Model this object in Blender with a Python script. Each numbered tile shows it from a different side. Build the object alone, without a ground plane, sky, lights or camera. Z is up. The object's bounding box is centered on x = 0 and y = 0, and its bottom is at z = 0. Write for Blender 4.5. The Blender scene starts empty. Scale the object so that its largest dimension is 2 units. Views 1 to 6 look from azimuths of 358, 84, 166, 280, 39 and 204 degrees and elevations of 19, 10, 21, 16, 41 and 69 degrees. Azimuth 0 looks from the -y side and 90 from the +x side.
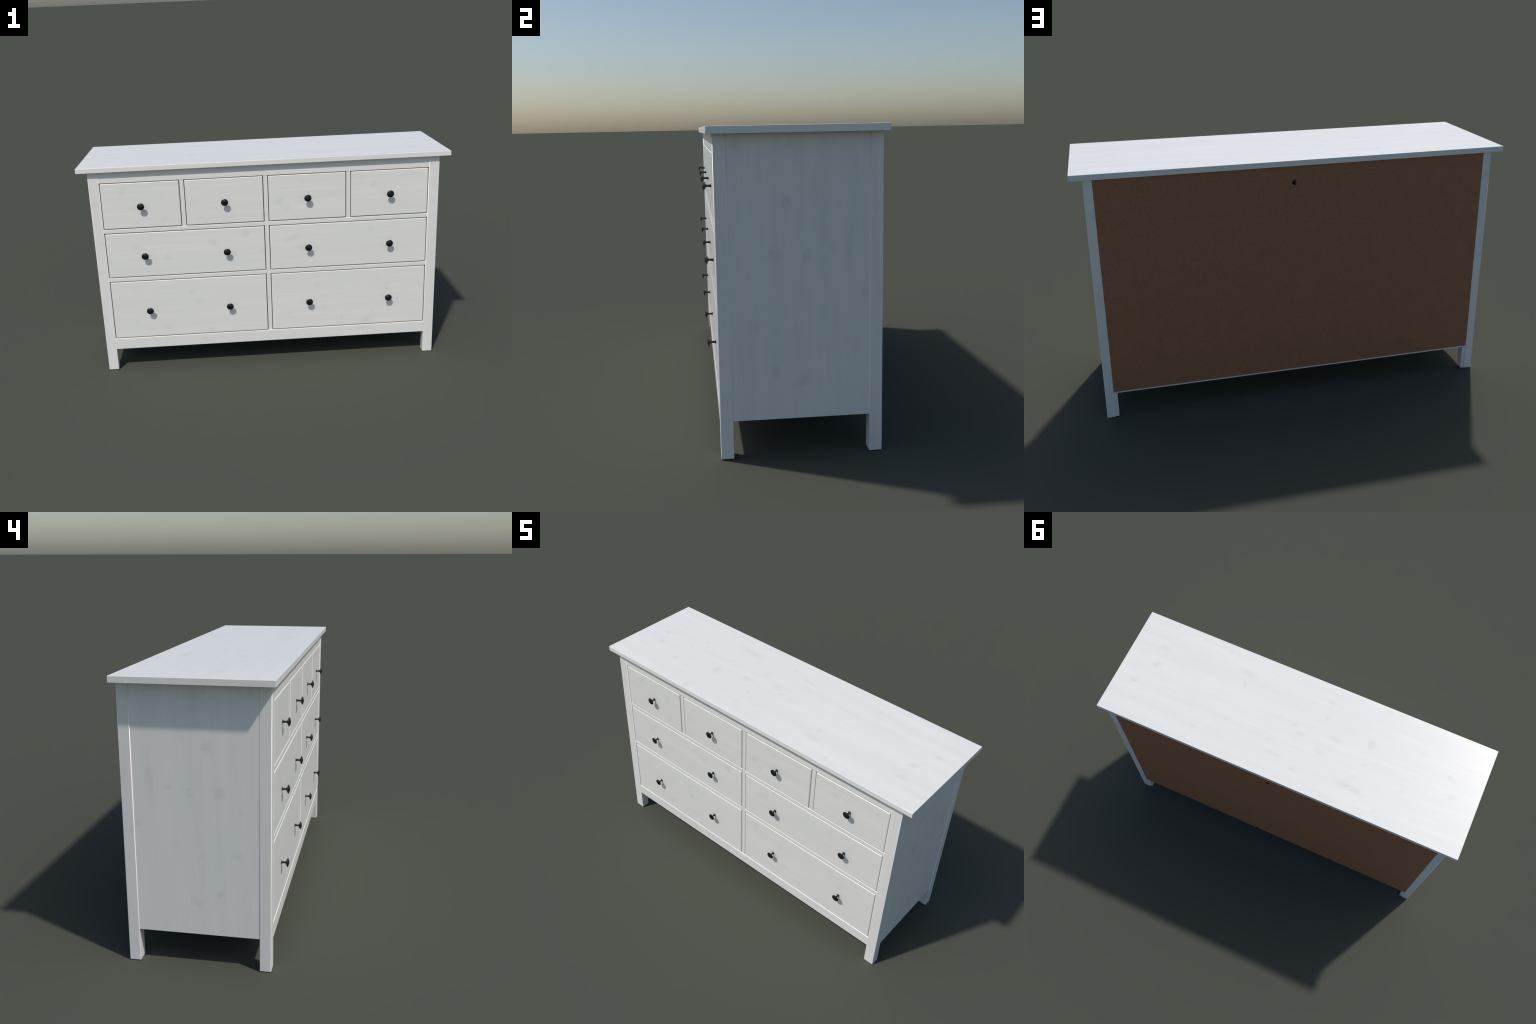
"""White-stained pine chest of eight drawers with black turned knobs.
Metres, z up.  Front faces -y.  Everything is derived from the sizes below."""
import bpy, bmesh, math
from mathutils import Vector

# ------------------------------------------------------------------ sizes
TOP_X, TOP_Y0, TOP_Y1 = 1.0, -0.3065, 0.3180      # table top
TOP_Z0, TOP_Z1 = 1.1652, 1.1912
POST_X1, POST_X0 = 0.9447, 0.8886                 # outer / inner face of a post
FRONT, BACK = -0.2845, 0.3080                     # front / back plane of the posts
POST_D = 0.0470                                   # post depth (y)
RAIL_IN = 0.0020                                  # rails sit this far behind the posts
DIV_IN = 0.0030                                   # dividers a little further
RAIL_T = 0.0222                                   # rail / divider thickness
GAP = 0.0041                                      # gap round each drawer front
SIDE_IN = 0.0022                                  # side panels behind the posts
SIDE_Z0 = 0.1414
BOT_Z0, BOT_Z1 = 0.1268, 0.1928                   # bottom rail
TOPRAIL_Z0 = 1.1025
RAIL_Z = (0.8326, 0.5502)                         # centres of the two middle rails
DIV_X = (-0.45, 0.0, 0.45)
RABBET = 0.0045                                   # step in the back posts for the back panel
BACK_HALF = 0.9040
BACK_Z0 = 0.1353
HOLE = (0.0220, 1.0876, 0.0122)                   # x, z, radius
ROWS = [  # z0, z1 of the openings, knob height
    (RAIL_Z[0] + RAIL_T / 2, TOPRAIL_Z0, 0.9717),
    (RAIL_Z[1] + RAIL_T / 2, RAIL_Z[0] - RAIL_T / 2, 0.6894),
    (BOT_Z1, RAIL_Z[1] - RAIL_T / 2, 0.3638),
]

WHITE = (0.880, 0.868, 0.825)
STREAK = (0.820, 0.812, 0.776)
KNOT = (0.580, 0.590, 0.545)
KNOT_FADE = 0.56
WASH = (0.795, 0.825, 0.778)       # faint green-grey cast round some knots

# ------------------------------------------------------------------ node helpers
def new_mat(name):
    m = bpy.data.materials.new(name)
    m.use_nodes = True
    nt = m.node_tree
    nt.nodes.clear()
    out = nt.nodes.new("ShaderNodeOutputMaterial")
    b = nt.nodes.new("ShaderNodeBsdfPrincipled")
    nt.links.new(b.outputs[0], out.inputs[0])
    return m, nt, b

def node(nt, kind, **kw):
    n = nt.nodes.new(kind)
    for k, v in kw.items():
        setattr(n, k, v)
    return n

def math_node(nt, op, a, b=None, clamp=False):
    n = node(nt, "ShaderNodeMath", operation=op, use_clamp=clamp)
    for i, v in enumerate((a, b)):
        if v is None:
            continue
        if isinstance(v, (int, float)):
            n.inputs[i].default_value = v
        else:
            nt.links.new(v, n.inputs[i])
    return n.outputs[0]

def ramp(nt, fac, stops, interp="LINEAR"):
    n = node(nt, "ShaderNodeValToRGB")
    n.color_ramp.interpolation = interp
    els = n.color_ramp.elements
    while len(els) < len(stops):
        els.new(0.5)
    for e, (p, v) in zip(els, stops):
        e.position = p
        e.color = (v, v, v, 1) if isinstance(v, (int, float)) else (*v, 1)
    nt.links.new(fac, n.inputs[0])
    return n.outputs[0]

def mix(nt, fac, a, b):
    n = node(nt, "ShaderNodeMix", data_type="RGBA")
    if isinstance(fac, (int, float)):
        n.inputs[0].default_value = fac
    else:
        nt.links.new(fac, n.inputs[0])
    for i, v in ((6, a), (7, b)):
        if isinstance(v, tuple):
            n.inputs[i].default_value = (*v, 1)
        else:
            nt.links.new(v, n.inputs[i])
    return n.outputs[2]

def noise(nt, vec, scale, detail=3.0, rough=0.5):
    n = node(nt, "ShaderNodeTexNoise")
    n.inputs["Scale"].default_value = scale
    n.inputs["Detail"].default_value = detail
    n.inputs["Roughness"].default_value = rough
    nt.links.new(vec, n.inputs["Vector"])
    return n

def white_wood(name, grain, knots=(), plane=None, centre=(0, 0, 0), seed=0.0):
    """White-stained pine.  grain: axis the fibres run along; plane: the two axes in
    which knots (a, b, half_a, half_b, turn in degrees, strength) lie, world metres."""
    m, nt, b = new_mat(name)
    tc = node(nt, "ShaderNodeTexCoord").outputs["Object"]

    def stretched(along, across, shift):
        mp = node(nt, "ShaderNodeMapping")
        mp.inputs["Scale"].default_value = [along if i == grain else across for i in range(3)]
        mp.inputs["Location"].default_value = (shift, shift * 0.7, shift * 1.3)
        nt.links.new(tc, mp.inputs["Vector"])
        return mp.outputs[0]

    # slightly warped coordinates give the knots irregular outlines
    w = noise(nt, tc, 48.0, 4.0, 0.6)
    off = node(nt, "ShaderNodeVectorMath", operation="MULTIPLY_ADD")
    nt.links.new(w.outputs["Color"], off.inputs[0])
    off.inputs[1].default_value = (0.034,) * 3
    off.inputs[2].default_value = (-0.017,) * 3
    add = node(nt, "ShaderNodeVectorMath", operation="ADD")
    nt.links.new(tc, add.inputs[0])
    nt.links.new(off.outputs[0], add.inputs[1])
    warped = add.outputs[0]

    mask, wash = None, None
    for (a, c, ha, hc, turn, strength) in knots:
        strength *= KNOT_FADE
        ha, hc = ha * 1.02, hc * 1.02
        loc, sc, rot = [0.0] * 3, [1.0] * 3, [0.0] * 3
        pa, pc = plane
        loc[pa], loc[pc] = a - centre[pa], c - centre[pc]
        sc[pa], sc[pc] = ha, hc
        third = 3 - pa - pc
        rot[third] = math.radians(turn) * (-1 if third == 1 else 1)
        flat = node(nt, "ShaderNodeVectorMath", operation="MULTIPLY")
        flat.inputs[1].default_value = [0.0 if i == third else 1.0 for i in range(3)]
        nt.links.new(warped, flat.inputs[0])
        mp = node(nt, "ShaderNodeMapping", vector_type="TEXTURE")
        mp.inputs["Location"].default_value = loc
        mp.inputs["Rotation"].default_value = rot
        mp.inputs["Scale"].default_value = sc
        nt.links.new(flat.outputs[0], mp.inputs["Vector"])
        ln = node(nt, "ShaderNodeVectorMath", operation="LENGTH")
        nt.links.new(mp.outputs[0], ln.inputs[0])
        r = math_node(nt, "DIVIDE", ln.outputs["Value"], 3.0, clamp=True)
        k = ramp(nt, r, [(0.0, 0.85 * strength), (0.12, 0.72 * strength), (0.23, 0.95 * strength),
                         (0.36, 0.42 * strength), (0.70, 0.0)], "EASE")
        h = ramp(nt, r, [(0.0, min(1, strength)), (0.95, 0.0)], "EASE")
        mask = k if mask is None else math_node(nt, "MAXIMUM", mask, k)
        wash = h if wash is None else math_node(nt, "MAXIMUM", wash, h)

    # fibres: broad bands and fine lines along the grain, bent a little near knots
    gv_in = stretched(0.8, 17.0, 3.1 + seed)
    if mask is not None:
        ad = node(nt, "ShaderNodeVectorMath", operation="MULTIPLY_ADD")
        cmb = node(nt, "ShaderNodeCombineXYZ")
        for i in range(3):
            if i != grain:
                nt.links.new(wash, cmb.inputs[i])
        nt.links.new(cmb.outputs[0], ad.inputs[0])
        ad.inputs[1].default_value = (0.35,) * 3
        nt.links.new(gv_in, ad.inputs[2])
        gv = ad.outputs[0]
    else:
        gv = gv_in
    broad = noise(nt, gv, 1.0, 3.0, 0.55).outputs["Fac"]
    fine = noise(nt, stretched(4.0, 150.0, 7.7 + seed), 1.0, 4.0, 0.6).outputs["Fac"]
    blot = noise(nt, stretched(2.6, 10.0, 1.9 + seed), 1.0, 2.0).outputs["Fac"]
    f = math_node(nt, "ADD", math_node(nt, "MULTIPLY", broad, 0.55),
                  math_node(nt, "MULTIPLY", fine, 0.45))
    f = ramp(nt, f, [(0.36, 1.0), (0.64, 0.0)])
    col = mix(nt, f, WHITE, STREAK)
    green = ramp(nt, blot, [(0.52, 0.0), (0.76, 0.50)])
    col = mix(nt, green, col, WASH)
    if mask is not None:
        col = mix(nt, math_node(nt, "MULTIPLY", wash, 0.60), col, WASH)
        speck = math_node(nt, "MULTIPLY", mask,
                          ramp(nt, noise(nt, tc, 85.0, 4.0, 0.65).outputs["Fac"], [(0.36, 0.30), (0.62, 1.0)]))
        col = mix(nt, speck, col, KNOT)
    nt.links.new(col, b.inputs["Base Color"])
    b.inputs["Roughness"].default_value = 0.31
    b.inputs["Specular IOR Level"].default_value = 0.5
    bump = node(nt, "ShaderNodeBump")
    bump.inputs["Strength"].default_value = 0.04
    bump.inputs["Distance"].default_value = 0.001
    nt.links.new(fine, bump.inputs["Height"])
    nt.links.new(bump.outputs[0], b.inputs["Normal"])
    return m

def fibreboard():
    m, nt, b = new_mat("brown_fibreboard")
    tc = node(nt, "ShaderNodeTexCoord").outputs["Object"]
    n1 = noise(nt, tc, 110.0, 4.0, 0.7).outputs["Fac"]
    n2 = noise(nt, tc, 14.0, 3.0).outputs["Fac"]
    f = math_node(nt, "ADD", math_node(nt, "MULTIPLY", n1, 0.8), math_node(nt, "MULTIPLY", n2, 0.2))
    col = ramp(nt, f, [(0.36, (0.305, 0.138, 0.071)), (0.62, (0.398, 0.184, 0.095))])
    nt.links.new(col, b.inputs["Base Color"])
    b.inputs["Roughness"].default_value = 0.6
    b.inputs["Specular IOR Level"].default_value = 0.3
    bump = node(nt, "ShaderNodeBump")
    bump.inputs["Strength"].default_value = 0.08
    bump.inputs["Distance"].default_value = 0.001
    nt.links.new(n1, bump.inputs["Height"])
    nt.links.new(bump.outputs[0], b.inputs["Normal"])
    return m

def black_metal():
    m, nt, b = new_mat("black_lacquer")
    tc = node(nt, "ShaderNodeTexCoord").outputs["Object"]
    n = noise(nt, tc, 300.0, 2.0).outputs["Fac"]
    nt.links.new(ramp(nt, n, [(0.3, (0.0075, 0.0075, 0.0080)), (0.7, (0.0105, 0.0105, 0.0110))]),
                 b.inputs["Base Color"])
    b.inputs["Roughness"].default_value = 0.28
    b.inputs["Specular IOR Level"].default_value = 0.5
    return m

# ------------------------------------------------------------------ mesh helpers
COLL = bpy.context.scene.collection

def finish(bm, name, centre, mat, parent, weighted=True):
    """Turn a bmesh built in world coordinates into an object with its origin at centre."""
    bmesh.ops.recalc_face_normals(bm, faces=bm.faces)
    bmesh.ops.translate(bm, verts=bm.verts, vec=-Vector(centre))
    me = bpy.data.meshes.new(name)
    bm.to_mesh(me)
    bm.free()
    for p in me.polygons:
        p.use_smooth = True
    ob = bpy.data.objects.new(name, me)
    COLL.objects.link(ob)
    place(ob, centre, parent)
    if mat:
        me.materials.append(mat)
    if weighted:
        w = ob.modifiers.new("even_normals", "WEIGHTED_NORMAL")
        w.weight = 100
        w.keep_sharp = True
    return ob

def world_loc(ob):
    v = Vector(ob.location)
    while ob.parent:
        ob = ob.parent
        v += ob.location
    return v

def place(ob, centre, parent):
    ob.location = Vector(centre)
    if parent:
        ob.location = Vector(centre) - world_loc(parent)
        ob.parent = parent

def box_bm(lo, hi, r=0.0, seg=3, bm=None):
    bm2 = bmesh.new()
    bmesh.ops.create_cube(bm2, size=1.0)
    for v in bm2.verts:
        v.co = Vector([(l + h) / 2 + c * (h - l) for l, h, c in zip(lo, hi, v.co)])
    if r:
        bmesh.ops.bevel(bm2, geom=bm2.edges[:], offset=r, segments=seg, profile=0.5,
                        affect="EDGES", clamp_overlap=True)
    if bm is None:
        return bm2
    tmp = bpy.data.meshes.new("tmp")
    bm2.to_mesh(tmp)
    bm2.free()
    bm.from_mesh(tmp)
    bpy.data.meshes.remove(tmp)
    return bm

def board(name, lo, hi, mat, parent, r=0.002, seg=3):
    c = [(l + h) / 2 for l, h in zip(lo, hi)]
    return finish(box_bm(lo, hi, r, seg), name, c, mat, parent)

def rounded_outline(pts, radii, n=4):
    """Polygon with each corner replaced by a small arc (quadratic)."""
    out = []
    for i, (p, r) in enumerate(zip(pts, radii)):
        p = Vector(p)
        if r == 0:
            out.append(p)
            continue
        a = (Vector(pts[i - 1]) - p).normalized()
        c = (Vector(pts[(i + 1) % len(pts)]) - p).normalized()
        centre = p + (a + c) * r
        for k in range(n + 1):
            t = k / n * math.pi / 2
            out.append(centre - c * r * math.cos(t) - a * r * math.sin(t))
    return out

def post(name, outline, radii, z0, z1, mat, parent, foot_bevel=0.0012):
    """A post extruded upward from its cross-section, foot edge slightly broken."""
    ring = rounded_outline(outline, radii)
    cx = sum(p.x for p in ring) / len(ring)
    cy = sum(p.y for p in ring) / len(ring)
    bm = bmesh.new()
    rows = []
    for z, shrink in ((z0, foot_bevel), (z0 + foot_bevel, 0.0), (z1, 0.0)):
        row = []
        for p in ring:
            d = Vector((cx, cy)) - p
            q = p + d.normalized() * shrink
            row.append(bm.verts.new((q.x, q.y, z)))
        rows.append(row)
    n = len(ring)
    for a, b in zip(rows, rows[1:]):
        for i in range(n):
            bm.faces.new((a[i], a[(i + 1) % n], b[(i + 1) % n], b[i]))
    bm.faces.new(rows[0][::-1])
    bm.faces.new(rows[-1])
    xs = [p[0] for p in outline]
    ys = [p[1] for p in outline]
    c = ((min(xs) + max(xs)) / 2, (min(ys) + max(ys)) / 2, (z0 + z1) / 2)
    return finish(bm, name, c, mat, parent)

def post_centre(sx, y0, y1):
    return (sx * (POST_X0 + POST_X1) / 2, (y0 + y1) / 2, (TOP_Z0 + 0.0005) / 2)

# ------------------------------------------------------------------ the dresser
dresser = bpy.data.objects.new("chest_of_drawers", None)
COLL.objects.link(dresser)
dresser["label"] = "white stained pine dresser with eight drawers and black knobs"
dresser["category"] = "dresser"

# ---- table top: one wide board with many pale knots
top_knots = [
    (-0.416, -0.281, .016, .012, 0, .45), (-0.129, -0.114, .008, .007, 0, .40),
    (0.010, -0.009, .012, .009, 0, .60), (-0.034, 0.022, .020, .010, 0, .40),
    (-0.215, -0.021, .018, .011, 5, .70), (-0.162, 0.076, .022, .012, 0, .40),
    (-0.394, -0.065, .013, .018, 30, .80), (-0.655, -0.133, .016, .011, 0, .50),
    (-0.823, -0.064, .015, .010, -25, .65), (-0.864, 0.028, .018, .011, 30, .65),
    (-0.659, 0.004, .012, .005, -15, .55), (-0.623, 0.100, .012, .010, 0, .30),
    (-0.401, 0.051, .013, .007, 10, .55), (-0.379, 0.131, .005, .012, 0, .50),
    (-0.372, 0.189, .060, .014, -8, .55), (-0.534, 0.256, .009, .009, 0, .50),
    (-0.106, 0.300, .010, .008, 0, .50), (-0.116, -0.211, .020, .014, -40, .50),
    (0.833, -0.133, .020, .010, 10, .55), (0.825, -0.026, .021, .009, 35, .70),
    (0.892, 0.099, .018, .008, 0, .50), (0.496, -0.262, .008, .012, 0, .45),
    (0.347, -0.182, .030, .013, -10, .50), (0.343, -0.116, .007, .007, 0, .65),
    (0.488, 0.216, .010, .010, 0, .50), (0.048, 0.179, .032, .010, -5, .50),
    (0.103, 0.121, .008, .006, 0, .40), (-0.075, 0.221, .012, .007, 0, .45),
    (0.348, 0.106, .012, .006, 0, .30), (-0.030, -0.170, .012, .008, 0, .45),
]
top_c = (0, (TOP_Y0 + TOP_Y1) / 2, (TOP_Z0 + TOP_Z1) / 2)
top_mat = white_wood("white_pine_top", 0, top_knots, (0, 1), top_c, 0.0)
board("table_top", (-TOP_X, TOP_Y0, TOP_Z0), (TOP_X, TOP_Y1, TOP_Z1), top_mat, dresser, 0.0018, 3)

# ---- posts
post_mats = {}
for sx in (-1, 1):
    yf0, yf1 = FRONT, FRONT + POST_D
    yb0, yb1 = BACK - POST_D, BACK
    xo, xi, xr = sx * POST_X1, sx * POST_X0, sx * (BACK_HALF + 0.0008)
    fk = [(sx * 0.917, 0.99, .010, .014, 0, .5), (sx * 0.928, 0.60, .014, .009, 30, .45),
          (sx * 0.932, 0.32, .008, .012, 0, .4)] if sx < 0 else \
         [(0.932, 1.083, .007, .008, 0, .35), (0.925, 0.604, .013, .009, 40, .5)]
    if sx < 0:
        fk.append((-0.904, 0.765, .013, .016, 0, .5))
    cf = post_centre(sx, yf0, yf1)
    mf = white_wood("white_pine_front_post", 2, fk, (0, 2), cf, 2.0 + sx)
    post("post", [(xo, yf0), (xi, yf0), (xi, yf1), (xo, yf1)], [0.0030] * 4, 0, TOP_Z0 + 0.0005, mf, dresser)
    bk = [(0.297, 0.80, .008, .030, 0, .45), (0.269, 0.576, .010, .012, 0, .5), (0.287, 0.449, .006, .014, 0, .4)] \
        if sx < 0 else [(0.298, 0.612, .009, .028, 0, .5), (0.287, 0.449, .006, .014, 0, .4), (0.283, 0.902, .008, .014, 0, .5)]
    cb = post_centre(sx, yb0, yb1)
    mb = white_wood("white_pine_back_post", 2, bk, (1, 2), cb, 5.0 + sx)
    post("post", [(xo, yb0), (xi, yb0), (xi, yb1 - RABBET), (xr, yb1 - RABBET), (xr, yb1), (xo, yb1)],
         [0.0030, 0.0030, 0.0012, 0.0, 0.0012, 0.0025], 0, TOP_Z0 + 0.0005, mb, dresser)

# ---- side panels (both cut from the same pattern of knots)
side_knots = [
    (-0.023, 1.146, .010, .024, 0, .45), (-0.210, 1.131, .010, .018, -10, .45),
    (0.006, 1.105, .013, .030, -8, .40), (0.211, 1.058, .006, .016, 0, .45),
    (-0.131, 1.011, .007, .008, 0, .40), (-0.037, 0.926, .014, .019, -12, .80),
    (0.063, 0.970, .016, .028, -10, .35), (-0.080, 0.744, .018, .020, 45, .65),
    (0.035, 0.740, .009, .017, -25, .75), (0.122, 0.760, .012, .008, 0, .50),
    (0.191, 0.778, .013, .060, -6, .55), (0.245, 0.603, .010, .012, 0, .60),
    (-0.148, 0.488, .016, .017, 0, .55), (-0.010, 0.482, .006, .010, 0, .55),
    (-0.080, 0.321, .010, .015, 15, .75), (0.017, 0.282, .012, .024, -42, .75),
    (-0.168, 0.666, .008, .009, 0, .35), (0.094, 0.523, .010, .014, 0, .35),
]
for sx in (-1, 1):
    lo = (0.9190, FRONT + POST_D - 0.006, SIDE_Z0)
    hi = (POST_X1 - SIDE_IN, BACK - POST_D + 0.006, TOP_Z0 + 0.0004)
    x0, x1 = sorted((sx * lo[0], sx * hi[0]))
    c = ((x0 + x1) / 2, (lo[1] + hi[1]) / 2, (lo[2] + hi[2]) / 2)
    m = white_wood("white_pine_side", 2, side_knots, (1, 2), c, 9.0)
    board("side_panel", (x0, lo[1], lo[2]), (x1, hi[1], hi[2]), m, dresser, 0.0015, 2)

# ---- rails across the front
yr0, yr1 = FRONT + RAIL_IN, FRONT + RAIL_IN + 0.040
reach = POST_X0 + 0.006
top_rail_mat = white_wood("white_pine_rail", 0, [(-0.25, 1.135, .012, .010, 0, .45), (-0.28, 1.118, .010, .006, 0, .3)],
                          (0, 2), (0, (yr0 + yr1) / 2, (TOPRAIL_Z0 + TOP_Z0) / 2), 12.0)
board("top_rail", (-reach, yr0, TOPRAIL_Z0), (reach, yr1, TOP_Z0 + 0.0005), top_rail_mat, dresser, 0.0012, 2)
bot_rail_mat = white_wood("white_pine_rail", 0,
                          [(-0.379, 0.161, .022, .010, 0, .5), (-0.65, 0.173, .012, .006, 0, .35),
                           (0.53, 0.178, .030, .008, 10, .45)],
                          (0, 2), (0, (yr0 + yr1) / 2, (BOT_Z0 + BOT_Z1) / 2), 13.0)
board("bottom_rail", (-reach, FRONT - 0.0004, BOT_Z0), (reach, yr1, BOT_Z1), bot_rail_mat, dresser, 0.0030, 4)
mid_mats = [white_wood("white_pine_rail", 0, [(-0.37, RAIL_Z[0], .016, .006, 0, .4)], (0, 2),
                       (-0.45, (yr0 + yr1) / 2, RAIL_Z[0]), 14.0),
            white_wood("white_pine_rail", 0, [], (0, 2), (0, 0, 0), 15.5)]
for k, zc in enumerate(RAIL_Z):
    for sx in (-1, 1):
        xa, xb = sorted((sx * (RAIL_T / 2 - 0.0004), sx * reach))
        board("drawer_rail", (xa, yr0 - 0.0008, zc - RAIL_T / 2), (xb, yr1, zc + RAIL_T / 2),
              mid_mats[(k + (sx > 0)) % 2], dresser, 0.0022, 3)

# ---- upright dividers; the middle one runs the full height and depth
div_mat = white_wood("white_pine_divider", 2, [], (0, 2), (0, 0, 0), 17.0)
yd0 = FRONT + DIV_IN
for x in DIV_X:
    z0 = BOT_Z1 - 0.003 if x == 0 else RAIL_Z[0] + RAIL_T / 2 - 0.003
    board("divider", (x - RAIL_T / 2, yd0, z0), (x + RAIL_T / 2, 0.2995, TOPRAIL_Z0 + 0.003),
          div_mat, dresser, 0.0012, 2)

# ---- back: lower rail and the thin brown panel with its cable hole
back_rail_mat = white_wood("white_pine_rail", 0, [], (0, 2), (0, 0, 0), 19.0)
board("back_rail", (-reach, 0.2800, BOT_Z0 - 0.0013), (reach, BACK - RABBET, 0.1720), back_rail_mat, dresser, 0.0012, 2)

# ---- short support leg under the middle of the chest
board("support_leg", (-0.024, 0.034, 0.0), (0.024, 0.074, BOT_Z1), back_rail_mat, dresser, 0.0015, 2)

def panel_with_hole(name, x0, x1, y0, y1, z0, z1, hole, mat, parent, n=48):
    """Thin upright sheet with a round through hole."""
    hx, hz, r = hole
    bm = bmesh.new()
    outer = [(x0, z0), (x1, z0), (x1, z1), (x0, z1)]
    inner = [(hx + r * math.cos(2 * math.pi * i / n), hz + r * math.sin(2 * math.pi * i / n)) for i in range(n)]
    layers = []
    for y in (y0, y1):
        o = [bm.verts.new((x, y, z)) for x, z in outer]
        h = [bm.verts.new((x, y, z)) for x, z in inner]
        edges = [bm.edges.new((o[i], o[(i + 1) % 4])) for i in range(4)]
        edges += [bm.edges.new((h[i], h[(i + 1) % n])) for i in range(n)]
        bmesh.ops.triangle_fill(bm, edges=edges, use_beauty=True, use_dissolve=False)
        layers.append((o, h))
    (o0, h0), (o1, h1) = layers
    for a, b in ((o0, o1), (h0, h1)):
        for i in range(len(a)):
            j = (i + 1) % len(a)
            bm.faces.new((a[i], a[j], b[j], b[i]))
    bmesh.ops.recalc_face_normals(bm, faces=bm.faces)
    ob = finish(bm, name, (0, (y0 + y1) / 2, (z0 + z1) / 2), mat, parent, weighted=False)
    for p in ob.data.polygons:
        p.use_smooth = False
    return ob

panel_with_hole("back_panel", -BACK_HALF, BACK_HALF, BACK - RABBET + 0.0004, BACK - 0.0007,
                BACK_Z0, TOP_Z0 + 0.0005, HOLE, fibreboard(), dresser)

# ---- turned knob: dome, cone, waisted stem, flared foot (distance from drawer, radius)
knob_profile = [
    (-0.0020, 0.0000), (-0.0020, 0.0078), (0.0006, 0.0079), (0.0014, 0.0072), (0.0028, 0.0055),
    (0.0052, 0.0046), (0.0100, 0.0042), (0.0150, 0.0043), (0.0172, 0.0048), (0.0182, 0.0060),
    (0.0202, 0.0098), (0.0224, 0.0137), (0.0246, 0.0174), (0.0258, 0.0192), (0.0264, 0.0196),
    (0.0271, 0.0193), (0.0283, 0.0176), (0.0300, 0.0146), (0.0316, 0.0108), (0.0328, 0.0066),
    (0.0333, 0.0030), (0.0335, 0.0000),
]
def knob_mesh(n=40):
    bm = bmesh.new()
    rings = []
    for d, r in knob_profile:
        if r == 0:
            rings.append([bm.verts.new((0, -d, 0))])
        else:
            rings.append([bm.verts.new((r * math.cos(2 * math.pi * i / n), -d, r * math.sin(2 * math.pi * i / n)))
                          for i in range(n)])
    for a, b in zip(rings, rings[1:]):
        for i in range(n):
            j = (i + 1) % n
            quad = [a[i % len(a)], a[j % len(a)], b[j % len(b)], b[i % len(b)]]
            face = []
            for v in quad:
                if v not in face:
                    face.append(v)
            bm.faces.new(face)
    bmesh.ops.recalc_face_normals(bm, faces=bm.faces)
    me = bpy.data.meshes.new("knob")
    bm.to_mesh(me)
    bm.free()
    for p in me.polygons:
        p.use_smooth = True
    me.materials.append(black_metal())
    return me
KNOB = knob_mesh()

# ---- drawers
drawer_knots = {
    (0, 0): [(-0.766, 1.059, .010, .019, -28, .65), (-0.559, 1.033, .013, .006, 0, .40),
             (-0.724, 0.966, .015, .009, -15, .45), (-0.555, 0.893, .011, .015, -20, .55)],
    (0, 1): [(-0.392, 0.972, .026, .014, 10, .45), (-0.322, 1.088, .014, .008, 0, .35),
             (-0.187, 0.883, .012, .008, 0, .30), (-0.263, 0.920, .026, .008, -25, .28)],
    (0, 2): [(0.203, 1.052, .007, .008, 0, .45), (0.069, 0.953, .019, .013, 25, .50),
             (0.112, 0.916, .015, .010, 35, .50)],
    (0, 3): [(0.586, 1.024, .013, .012, 30, .50), (0.528, 1.070, .018, .010, 0, .30),
             (0.799, 1.072, .014, .006, 0, .25)],
    (1, 0): [(-0.722, 0.738, .013, .012, -25, .60), (-0.299, 0.739, .022, .014, -30, .60),
             (-0.116, 0.781, .018, .013, 30, .60), (-0.554, 0.672, .010, .014, 0, .45),
             (-0.376, 0.651, .008, .008, 0, .35), (-0.035, 0.684, .008, .008, 0, .40)],
    (1, 1): [(0.137, 0.744, .034, .012, 28, .45), (0.576, 0.775, .010, .013, 0, .45),
             (0.055, 0.580, .017, .010, 15, .40), (0.189, 0.683, .010, .010, 0, .30)],
    (2, 0): [(-0.436, 0.453, .014, .010, 40, .50), (-0.402, 0.396, .018, .010, 0, .50),
             (-0.521, 0.344, .014, .006, 0, .35), (-0.592, 0.248, .020, .011, 10, .45),
             (-0.333, 0.221, .013, .010, -20, .45), (-0.753, 0.495, .010, .007, 0, .30),
             (-0.758, 0.290, .014, .009, 0, .30)],
    (2, 1): [(0.102, 0.501, .012, .007, 0, .55), (0.277, 0.453, .012, .010, 0, .40),
             (0.620, 0.473, .008, .009, 0, .35), (0.673, 0.427, .013, .018, 0, .40),
             (0.305, 0.388, .020, .007, 0, .40), (0.309, 0.316, .013, .012, -20, .45),
             (0.409, 0.258, .006, .012, 0, .35), (0.592, 0.275, .006, .006, 0, .50),
             (0.554, 0.223, .028, .014, 32, .50), (0.113, 0.292, .010, .006, 0, .40),
             (0.044, 0.221, .010, .011, 0, .40)],
}
xs_small = [-POST_X0, DIV_X[0] - RAIL_T / 2, DIV_X[0] + RAIL_T / 2, -RAIL_T / 2,
            RAIL_T / 2, DIV_X[2] - RAIL_T / 2, DIV_X[2] + RAIL_T / 2, POST_X0]
xs_large = [-POST_X0, -RAIL_T / 2, RAIL_T / 2, POST_X0]
box_mat = white_wood("white_drawer_box", 1, [], (0, 1), (0, 0, 0), 23.0)

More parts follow.
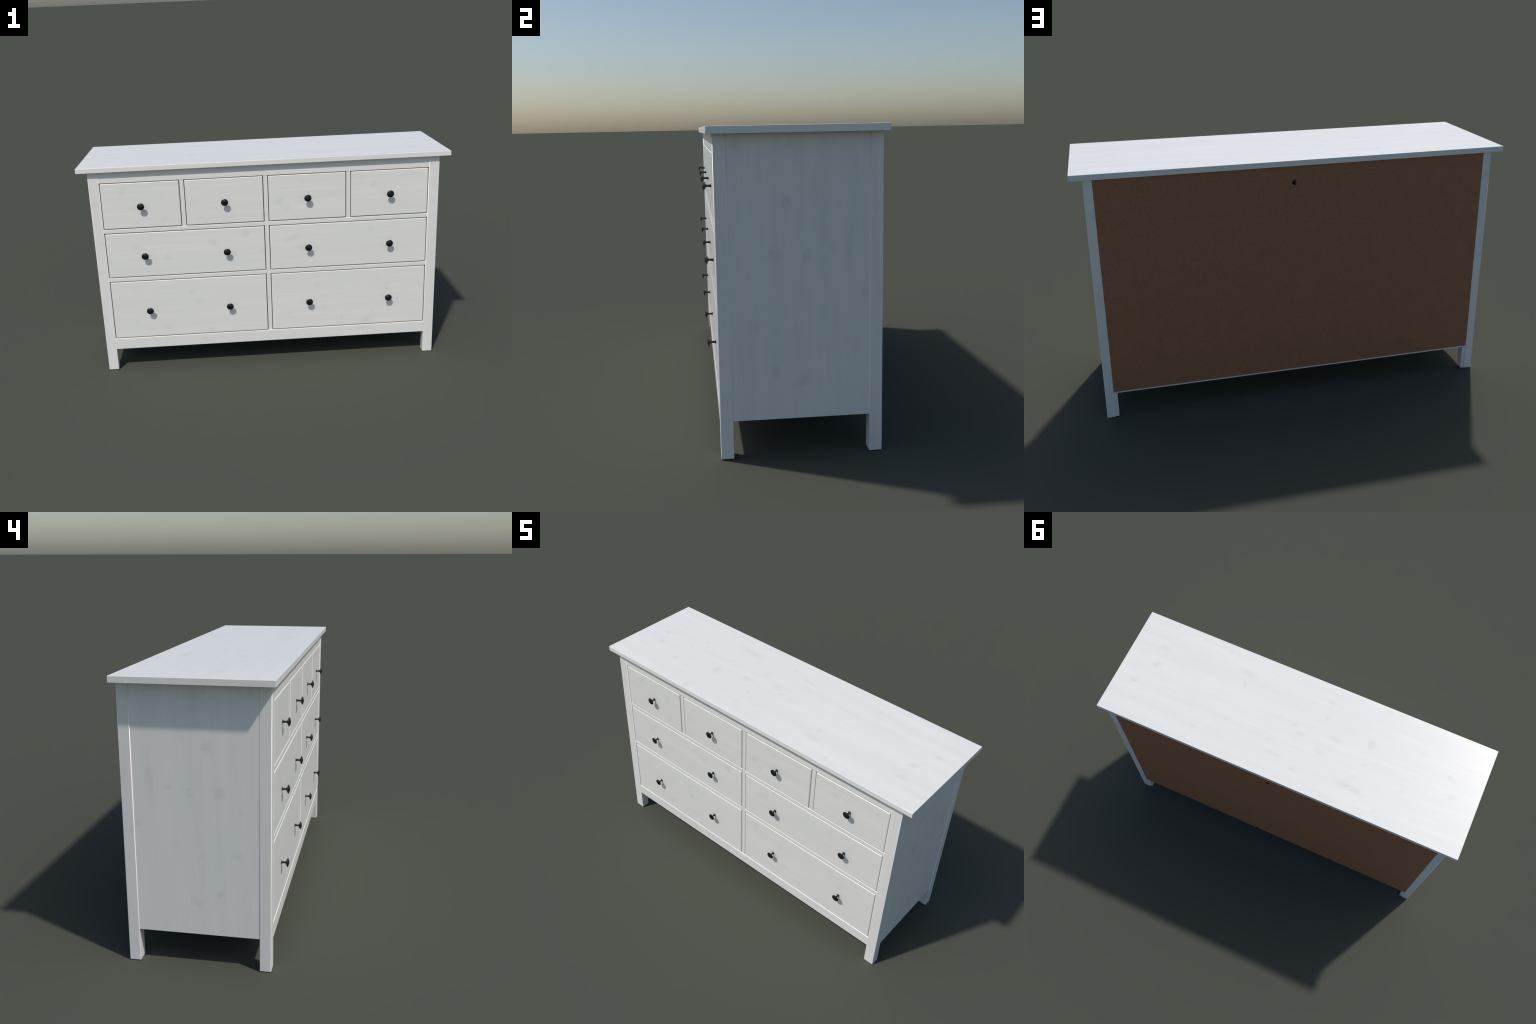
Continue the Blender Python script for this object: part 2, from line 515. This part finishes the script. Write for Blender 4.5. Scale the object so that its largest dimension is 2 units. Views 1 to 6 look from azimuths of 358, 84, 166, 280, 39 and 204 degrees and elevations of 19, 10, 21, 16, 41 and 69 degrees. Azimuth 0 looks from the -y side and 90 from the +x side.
for row, (z0, z1, kz) in enumerate(ROWS):
    xs = xs_small if row == 0 else xs_large
    for col in range(len(xs) // 2):
        x0, x1 = xs[2 * col] + GAP, xs[2 * col + 1] - GAP
        lo, hi = (x0, FRONT + 0.0007, z0 + GAP), (x1, FRONT + 0.0225, z1 - GAP)
        c = [(l + h) / 2 for l, h in zip(lo, hi)]
        m = white_wood("white_pine_drawer", 0, drawer_knots[(row, col)], (0, 2), c, 30.0 + 3.7 * row + 1.3 * col)
        d = board("drawer", lo, hi, m, dresser, 0.0036, 4)
        # tray behind the front: two sides, a back and a floor
        bm = bmesh.new()
        ya, yb, t = FRONT + 0.0220, 0.1950, 0.015
        xa, xb, za, zb = x0 + 0.010, x1 - 0.010, z0 + 0.010, z1 - 0.012
        box_bm((xa, ya, za), (xa + t, yb, zb), bm=bm)
        box_bm((xb - t, ya, za), (xb, yb, zb), bm=bm)
        box_bm((xa + t, yb - t, za), (xb - t, yb, zb - 0.060), bm=bm)
        box_bm((xa + t, ya, za + 0.006), (xb - t, yb - t, za + 0.010), bm=bm)
        tray = finish(bm, "drawer_tray", ((xa + xb) / 2, (ya + yb) / 2, (za + zb) / 2), box_mat, d, weighted=False)
        for p in tray.data.polygons:
            p.use_smooth = False
        # stop frame closing the gap behind the drawer front
        bm = bmesh.new()
        sa, sb, lip = FRONT + 0.0290, FRONT + 0.0400, 0.0085
        ox0, ox1 = x0 - GAP - 0.001, x1 + GAP + 0.001
        oz0, oz1 = z0 - 0.001, z1 + 0.001
        box_bm((ox0, sa, oz0), (ox0 + lip + 0.001, sb, oz1), bm=bm)
        box_bm((ox1 - lip - 0.001, sa, oz0), (ox1, sb, oz1), bm=bm)
        box_bm((ox0 + lip + 0.001, sa, oz0), (ox1 - lip - 0.001, sb, oz0 + lip + 0.001), bm=bm)
        box_bm((ox0 + lip + 0.001, sa, oz1 - lip - 0.001), (ox1 - lip - 0.001, sb, oz1), bm=bm)
        stop = finish(bm, "drawer_stop", ((ox0 + ox1) / 2, (sa + sb) / 2, (oz0 + oz1) / 2), box_mat, dresser, weighted=False)
        for p in stop.data.polygons:
            p.use_smooth = False
        mid = (x0 + x1) / 2
        for kx in ([mid] if row == 0 else [math.copysign(0.675, mid), math.copysign(0.225, mid)]):
            if row == 0:
                kx = -0.675 + 0.45 * col
            k = bpy.data.objects.new("knob", KNOB)
            COLL.objects.link(k)
            place(k, (kx, FRONT, kz), d)
